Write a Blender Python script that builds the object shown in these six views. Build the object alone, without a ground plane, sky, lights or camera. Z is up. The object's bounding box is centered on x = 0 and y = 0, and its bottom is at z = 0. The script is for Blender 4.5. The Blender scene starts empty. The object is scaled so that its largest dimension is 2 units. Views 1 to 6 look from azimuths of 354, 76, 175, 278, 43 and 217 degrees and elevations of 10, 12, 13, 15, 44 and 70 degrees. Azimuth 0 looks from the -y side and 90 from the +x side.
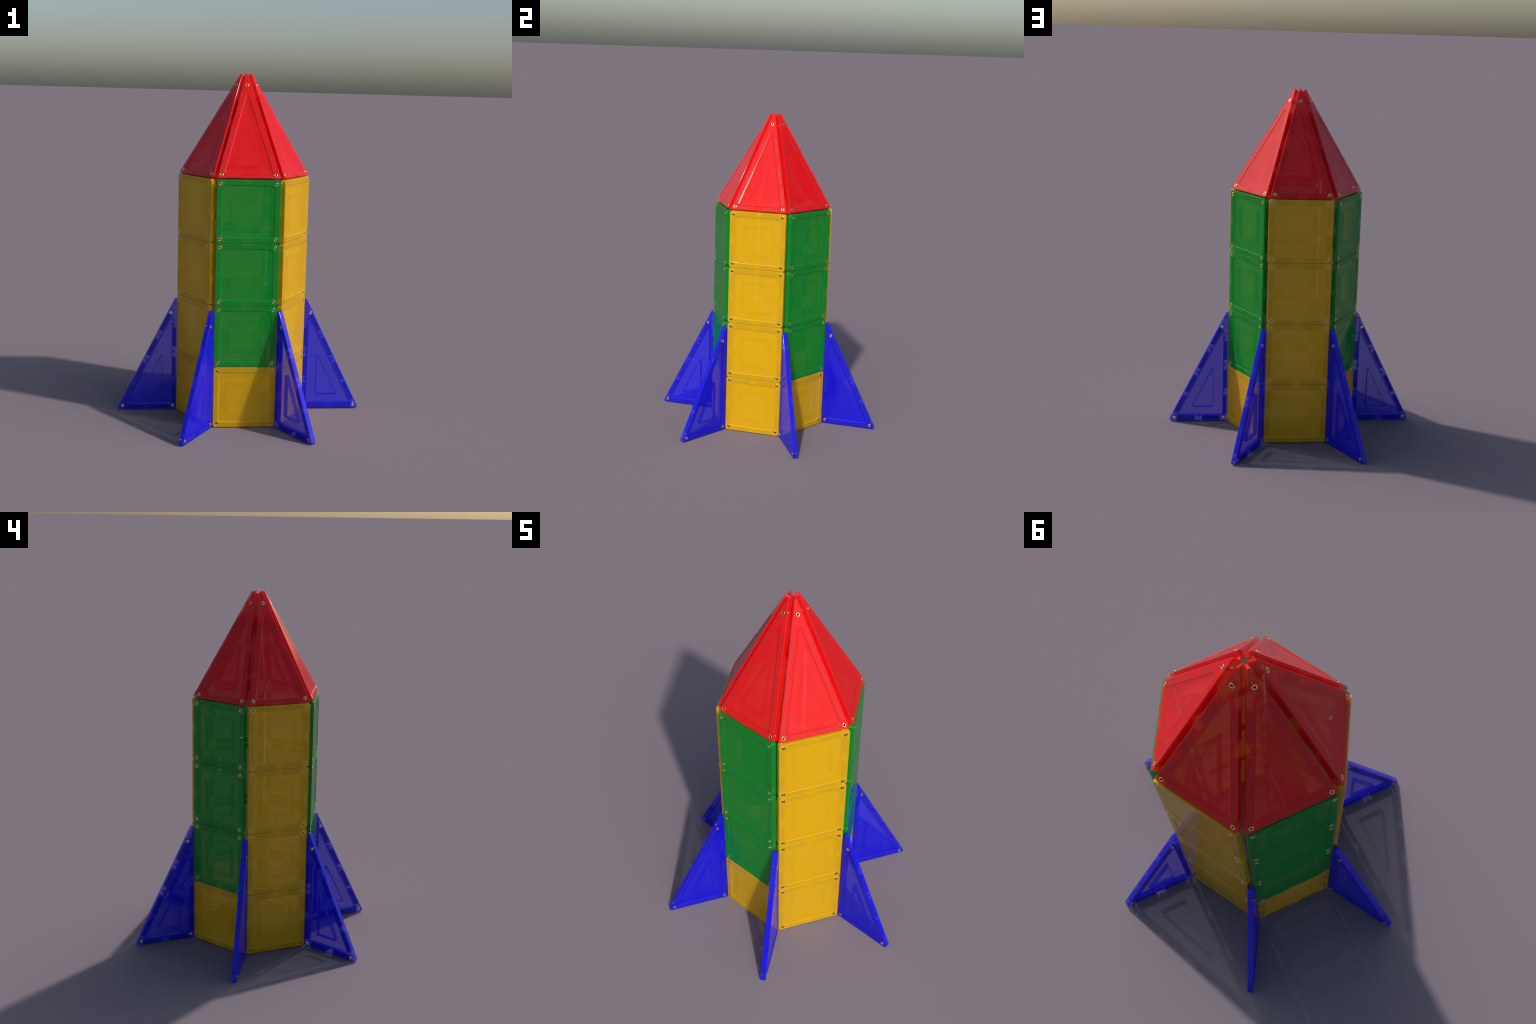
"""Toy rocket made of translucent magnetic building tiles.

A hexagonal tower of square tiles (six columns, four rows), a six-sided nose of
tall triangle tiles and six right-triangle fins.  Every tile is a hollow
rounded shell with a recessed pane, inner ribs, magnets in its frame and brass
eyelet rivets in its corners.
"""
import bpy, bmesh, math
from mathutils import Matrix, Vector

# ------------------------------------------------------------------ sizes (m)
PITCH = 0.3555            # row height of the tower
SIDE = 0.3546             # edge of a square tile
HALF = 0.0147             # half thickness of every tile
ROUND = 0.0032            # rounding of the long edges
RECESS = 0.0024           # how far the pane lies below the frame
STEP = 0.0060             # width of the sloping step between them
FACE_R = 0.3388           # centre axis to the outer face of the tower walls
ROWS = 4
RIVET_HOLE = 0.0078
NOSE_TILT = math.radians(27.57)
FIN_R = 0.3800            # radius of the fins' upright edge

# ------------------------------------------------------------------ materials
def plastic(name, colour, alpha, tint):
    """Glossy see-through plastic with a very faint moulding cloudiness."""
    m = bpy.data.materials.new(name)
    m.use_nodes = True
    nt = m.node_tree
    p = nt.nodes["Principled BSDF"]
    co = nt.nodes.new("ShaderNodeTexCoord")
    no = nt.nodes.new("ShaderNodeTexNoise")
    no.inputs["Scale"].default_value = 5.0
    no.inputs["Detail"].default_value = 2.0
    nt.links.new(co.outputs["Object"], no.inputs["Vector"])
    mix = nt.nodes.new("ShaderNodeMix")
    mix.data_type = 'RGBA'
    mix.inputs["A"].default_value = (*colour, 1)
    mix.inputs["B"].default_value = (*tint, 1)
    nt.links.new(no.outputs["Fac"], mix.inputs["Factor"])
    nt.links.new(mix.outputs["Result"], p.inputs["Base Color"])
    p.inputs["Alpha"].default_value = alpha
    p.inputs["Roughness"].default_value = 0.09
    p.inputs["IOR"].default_value = 1.46
    return m


def metal(name, colour, rough, metallic=1.0):
    m = bpy.data.materials.new(name)
    m.use_nodes = True
    nt = m.node_tree
    p = nt.nodes["Principled BSDF"]
    no = nt.nodes.new("ShaderNodeTexNoise")
    no.inputs["Scale"].default_value = 60.0
    co = nt.nodes.new("ShaderNodeTexCoord")
    nt.links.new(co.outputs["Object"], no.inputs["Vector"])
    ramp = nt.nodes.new("ShaderNodeMapRange")
    ramp.inputs["To Min"].default_value = rough * 0.85
    ramp.inputs["To Max"].default_value = rough * 1.15
    nt.links.new(no.outputs["Fac"], ramp.inputs["Value"])
    nt.links.new(ramp.outputs["Result"], p.inputs["Roughness"])
    p.inputs["Base Color"].default_value = (*colour, 1)
    p.inputs["Metallic"].default_value = metallic
    return m


ALPHA = 0.605
PLASTIC = {
    "red": plastic("red_plastic", (0.93, 0.007, 0.009), ALPHA, (0.90, 0.006, 0.008)),
    "yellow": plastic("yellow_plastic", (0.88, 0.508, 0.005), ALPHA, (0.85, 0.490, 0.005)),
    "green": plastic("green_plastic", (0.002, 0.335, 0.031), ALPHA, (0.002, 0.32, 0.029)),
    "blue": plastic("blue_plastic", (0.012, 0.010, 0.80), ALPHA, (0.011, 0.009, 0.77)),
}
BRASS = metal("brass", (0.83, 0.62, 0.27), 0.22)
STEEL = metal("magnet_steel", (0.055, 0.055, 0.058), 0.45, 0.0)

# ------------------------------------------------------------------ outlines
def offset_corners(corners, insets):
    """Move every edge i (corner i to i+1) of a counter-clockwise polygon inward."""
    n = len(corners)
    lines = []
    for i in range(n):
        a, b = Vector(corners[i]), Vector(corners[(i + 1) % n])
        d = (b - a).normalized()
        lines.append((a + Vector((-d.y, d.x)) * insets[i], d))
    out = []
    for i in range(n):
        (p, d), (q, e) = lines[i - 1], lines[i]
        t = ((q - p).x * e.y - (q - p).y * e.x) / (d.x * e.y - d.y * e.x)
        out.append(p + d * t)
    return out


def rounded(corners, radii, steps=8):
    """Points of a polygon whose corners are filleted."""
    n = len(corners)
    pts = []
    for i in range(n):
        c = Vector(corners[i])
        u = (Vector(corners[i - 1]) - c).normalized()
        v = (Vector(corners[(i + 1) % n]) - c).normalized()
        half = u.angle(v) / 2
        r = max(radii[i], 1e-4)
        centre = c + (u + v).normalized() * (r / math.sin(half))
        a0 = c + u * (r / math.tan(half)) - centre
        a1 = c + v * (r / math.tan(half)) - centre
        s = math.atan2(a0.y, a0.x)
        turn = (math.atan2(a1.y, a1.x) - s) % (2 * math.pi)
        for k in range(steps + 1):
            a = s + turn * k / steps
            pts.append(centre + Vector((math.cos(a), math.sin(a))) * r)
    return pts


def circle(c, r, n=20):
    return [Vector((c[0] + r * math.cos(2 * math.pi * k / n), c[1] + r * math.sin(2 * math.pi * k / n))) for k in range(n)]


# ------------------------------------------------------------------ meshes
def ring(bm, pts, z):
    return [bm.verts.new((p[0], p[1], z)) for p in pts]


def edges_of(bm, loop):
    return [bm.edges.get((loop[i - 1], loop[i])) or bm.edges.new((loop[i - 1], loop[i])) for i in range(len(loop))]


def bridge(bm, a, b, smooth=True):
    for i in range(len(a)):
        f = bm.faces.new((a[i - 1], a[i], b[i], b[i - 1]))
        f.smooth = smooth


def finish(bm, name, mat):
    bmesh.ops.recalc_face_normals(bm, faces=bm.faces)
    me = bpy.data.meshes.new(name)
    bm.to_mesh(me)
    bm.free()
    me.materials.append(mat)
    return me


def shell_mesh(name, mat, corners, radii, frame, pane_radii, rivets):
    """Hollow tile: rounded rim, flat frame pierced by rivet holes, recessed pane, on both sides."""
    bm = bmesh.new()
    n = len(corners)
    outline = lambda d: rounded(offset_corners(corners, [d] * n), [r - d for r in radii])
    pane_c = offset_corners(corners, frame)
    groove = rounded(pane_c, pane_radii)
    pane = rounded(offset_corners(pane_c, [STEP] * n), [r - STEP for r in pane_radii])
    rims, holes = [], []
    arc = [math.radians(a) for a in (0, 22.5, 45, 67.5, 90)]
    for sgn in (-1, 1):
        loops = [ring(bm, outline(ROUND * (1 - math.cos(a))), sgn * (HALF - ROUND * (1 - math.sin(a)))) for a in arc]
        for a, b in zip(loops, loops[1:]):
            bridge(bm, a, b)
        rims.append(loops[0])
        g = ring(bm, groove, sgn * HALF)
        hs = [ring(bm, circle(c, RIVET_HOLE), sgn * HALF) for c in rivets]
        holes.append(hs)
        es = edges_of(bm, loops[-1]) + edges_of(bm, g)
        for h in hs:
            es += edges_of(bm, h)
        bmesh.ops.triangle_fill(bm, edges=es, use_beauty=True)
        # softly sloping step down to the pane
        prev = g
        for t in (0.16, 0.33, 0.5, 0.67, 0.84, 1.0):
            depth = RECESS * (t * t * (3 - 2 * t))
            prev_next = ring(bm, [Vector(p).lerp(Vector(q), t) for p, q in zip(groove, pane)], sgn * (HALF - depth))
            bridge(bm, prev, prev_next)
            prev = prev_next
        bm.faces.new(prev)
    bridge(bm, rims[0], rims[1], False)
    for a, b in zip(*holes):
        bridge(bm, a, b)
    return finish(bm, name, mat)


def wall(bm, outer, inner, h):
    """Upright closed band between two outlines with equal point counts."""
    o0, o1 = ring(bm, outer, -h), ring(bm, outer, h)
    i0, i1 = ring(bm, inner, -h), ring(bm, inner, h)
    for a, b in ((o0, o1), (o1, i1), (i1, i0), (i0, o0)):
        bridge(bm, a, b, False)


def rectangle(centre, along, length, width):
    a = Vector(along).normalized()
    b = Vector((-a.y, a.x))
    c = Vector(centre)
    return [c + a * (sx * length / 2) + b * (sy * width / 2) for sx, sy in ((-1, -1), (1, -1), (1, 1), (-1, 1))]


def box(bm, centre, along, length, width, h):
    pts = rectangle(centre, along, length, width)
    lo, hi = ring(bm, pts, -h), ring(bm, pts, h)
    bridge(bm, lo, hi, False)
    bm.faces.new(lo)
    bm.faces.new(hi)


def rib_mesh(name, mat, corners, frame, pane_radii, ring_inset, bays, posts):
    """Inner ribs: wall round the pane, wall of the inner outline, magnet bays, screw posts."""
    bm = bmesh.new()
    n = len(corners)
    h = HALF - RECESS - 0.0010
    c = offset_corners(corners, [f - 0.0008 for f in frame])
    r = [q + 0.0008 for q in pane_radii]
    wall(bm, rounded(c, r), rounded(offset_corners(c, [0.0048] * n), [max(q - 0.0048, 0.001) for q in r]), h)
    c = offset_corners(corners, [ring_inset] * n)
    wall(bm, rounded(c, [0.005] * n, 3), rounded(offset_corners(c, [0.0030] * n), [0.003] * n, 3), h)
    for centre, along, length, width in bays:
        wall(bm, rectangle(centre, along, length + 0.0034, width + 0.0026), rectangle(centre, along, length + 0.0012, width + 0.0008), HALF - 0.0022)
    for p in posts:
        wall(bm, circle(p, 0.0082, 16), circle(p, 0.0040, 16), h - 0.0008)
    return finish(bm, name, mat)


def magnet_mesh(length, width):
    bm = bmesh.new()
    box(bm, (0, 0), (1, 0), length, width, HALF - 0.0042)
    bmesh.ops.bevel(bm, geom=bm.edges[:], offset=0.0012, segments=2, affect='EDGES')
    return finish(bm, "magnet", STEEL)


def rivet_mesh():
    """Brass eyelet: a tube with rolled flanges on both faces."""
    t = HALF
    profile = [(0.0047, -t + 0.001), (0.0047, t - 0.001), (0.0050, t + 0.0001), (0.0060, t + 0.0008),
               (0.0078, t + 0.0009), (0.0095, t + 0.0006), (0.0101, t - 0.0001), (0.0099, t - 0.0007),
               (0.0074, t - 0.0009), (0.0074, -t + 0.0009), (0.0099, -t + 0.0007), (0.0101, -t + 0.0001),
               (0.0095, -t - 0.0006), (0.0078, -t - 0.0009), (0.0060, -t - 0.0008), (0.0050, -t - 0.0001)]
    bm = bmesh.new()
    loops = [ring(bm, circle((0, 0), r, 28), z) for r, z in profile]
    for i in range(len(loops)):
        bridge(bm, loops[i - 1], loops[i])
    return finish(bm, "rivet", BRASS)


# ------------------------------------------------------------------ tile kinds
MAGNET_W = 0.0188


class TileKind:
    """Shape of one tile: outline, frame widths, rivet places and magnets along its edges."""

    def __init__(self, name, corners, radii, frame, pane_radii, ring_inset, rivets, edge_magnets, empty_bays, posts, depth):
        self.name, self.rivets = name, rivets
        self.corners, self.radii, self.frame, self.pane_radii = corners, radii, frame, pane_radii
        self.ring_inset, self.posts = ring_inset, posts
        self.magnets = []
        self.bays = list(empty_bays)
        n = len(corners)
        for edge, at, length in edge_magnets:      # at = distance along the edge from its first corner
            a, b = Vector(corners[edge]), Vector(corners[(edge + 1) % n])
            d = (b - a).normalized()
            c = a + d * at + Vector((-d.y, d.x)) * depth
            self.magnets.append((c, d, length))
            self.bays.append((c, d, length, MAGNET_W))
        self.made = {}

    def meshes(self, colour):
        if colour not in self.made:
            mat = PLASTIC[colour]
            self.made[colour] = (
                shell_mesh(self.name, mat, self.corners, self.radii, self.frame, self.pane_radii, self.rivets),
                rib_mesh("inner_rib", mat, self.corners, self.frame, self.pane_radii, self.ring_inset, self.bays, self.posts))
        return self.made[colour]


def on_edge(corners, edge, at, depth):
    a, b = Vector(corners[edge]), Vector(corners[(edge + 1) % len(corners)])
    d = (b - a).normalized()
    return a + d * at + Vector((-d.y, d.x)) * depth


s = SIDE / 2
q = 0.1544
sq = [(-s, -s), (s, -s), (s, s), (-s, s)]
SQUARE = TileKind(
    "square_tile", sq, [0.0150] * 4, [0.0285] * 4, [0.0265] * 4, 0.0835,
    [(-q, -q), (q, -q), (q, q), (-q, q)],
    [(e, s + sg * 0.0775, 0.102) for e in range(4) for sg in (-1, 1)], [],
    [on_edge(sq, e, s, 0.029) for e in range(4)], 0.0175)

# tall triangle of the nose, base centre at the origin
SLOPE = math.tan(math.radians(30)) * math.sin(NOSE_TILT)      # half width lost per metre of height
BASE_Y = -0.0213
half_base = (0.2970 - BASE_Y * math.sin(NOSE_TILT)) * math.tan(math.radians(30)) + 0.0008
apex_y = BASE_Y + half_base / SLOPE
tr = [(-half_base, BASE_Y), (half_base, BASE_Y), (0.0, apex_y)]
edge_len = math.hypot(half_base, apex_y - BASE_Y)
NOSE = TileKind(
    "nose_tile", tr, [0.0120, 0.0120, 0.0074], [0.0258, 0.0312, 0.0312], [0.0140, 0.0140, 0.0105], 0.0800,
    [(-0.1502, 0.0), (0.1502, 0.0), (0.0, 0.5508)],
    [(0, half_base + sg * 0.0720, 0.100) for sg in (-1, 1)]
    + [(1, a, 0.112) for a in (0.102, 0.252, 0.442)] + [(2, edge_len - a, 0.112) for a in (0.102, 0.252, 0.442)], [],
    [on_edge(tr, 0, half_base, 0.027)] + [on_edge(tr, e, (a if e == 1 else edge_len - a), 0.031) for e in (1, 2) for a in (0.177, 0.347)],
    0.0180)

# right triangle of the fins, upright edge on x = 0
FB, FH = 0.3562, 0.7124
fn = [(0, 0), (FB, 0), (0, FH)]
hyp = math.hypot(FB, FH)
FIN = TileKind(
    "fin_tile", fn, [0.0120, 0.0125, 0.0085], [0.0320, 0.0310, 0.0262], [0.0080, 0.0070, 0.0070], 0.0860,
    [(0.0225, 0.0228), (0.3205, 0.0228), (0.0388, 0.5972)],
    [(0, 0.0985, 0.106), (0, 0.2515, 0.106)]
    + [(1, hyp - a, 0.108) for a in (0.190, 0.358, 0.526, 0.672)]
    + [(2, FH - z, 0.110) for z in (0.100, 0.263, 0.445)],
    [(Vector((0.0150, 0.6015)), Vector((0, 1)), 0.100, 0.0210)],
    [(0.1745, 0.0290), (0.1025, 0.4570), (0.1785, 0.3060), (0.2580, 0.1535),
     (0.0235, 0.5225), (0.0235, 0.3530), (0.0235, 0.1840)], 0.0165)

# ------------------------------------------------------------------ assembly
scene = bpy.context.scene.collection
RIVET = rivet_mesh()
MAGNET_MESHES = {}

rocket = bpy.data.objects.new("toy_rocket", None)
rocket["label"] = "toy rocket built from translucent colourful magnetic tiles"
rocket["category"] = "toy rocket"
scene.objects.link(rocket)


def place(kind, colour, matrix):
    shell, rib = kind.meshes(colour)
    tile = bpy.data.objects.new(kind.name, shell)
    scene.objects.link(tile)
    tile.parent = rocket
    tile.matrix_local = matrix

    def child(name, mesh, local):
        o = bpy.data.objects.new(name, mesh)
        scene.objects.link(o)
        o.parent = tile
        o.matrix_local = local
        return o

    child("inner_rib", rib, Matrix())
    for x, y in kind.rivets:
        child("rivet", RIVET, Matrix.Translation((x, y, 0)))
    for c, d, length in kind.magnets:
        key = round(length, 4)
        if key not in MAGNET_MESHES:
            MAGNET_MESHES[key] = magnet_mesh(length, MAGNET_W)
        child("magnet", MAGNET_MESHES[key], Matrix.Translation((c.x, c.y, 0)) @ Matrix.Rotation(math.atan2(d.y, d.x), 4, 'Z'))
    return tile


def frame_matrix(x, y, z, o):
    return Matrix(((x.x, y.x, z.x, o.x), (x.y, y.y, z.y, o.y), (x.z, y.z, z.z, o.z), (0, 0, 0, 1)))


UP = Vector((0, 0, 1))
for k in range(6):
    az = math.radians(60 * k)
    out = Vector((math.sin(az), -math.cos(az), 0))
    side = Vector((math.cos(az), math.sin(az), 0))
    # tower wall: green columns (three green over one yellow) alternate with yellow ones
    for row in range(ROWS):
        colour = "green" if (k in (0, 2, 4) and row > 0) else "yellow"
        slip = 0.0062 if (k == 3 and row == ROWS - 1) else (0.0015 if k == 3 else 0.0)   # the rear column sits a little askew
        centre = out * (FACE_R - HALF) + UP * (PITCH * (row + 0.5)) - side * slip
        place(SQUARE, colour, frame_matrix(side, UP, out, centre))
    # nose
    normal = out * math.cos(NOSE_TILT) + UP * math.sin(NOSE_TILT)
    rise = UP * math.cos(NOSE_TILT) - out * math.sin(NOSE_TILT)
    origin = out * 0.3231 + UP * 1.4487 - normal * (HALF - 0.0004)
    place(NOSE, "red", frame_matrix(side, rise, normal, origin))
    # fin standing in the groove between two columns
    az += math.radians(30)
    out = Vector((math.sin(az), -math.cos(az), 0))
    side = Vector((math.cos(az), math.sin(az), 0))
    place(FIN, "blue", frame_matrix(out, UP, -side, out * FIN_R))
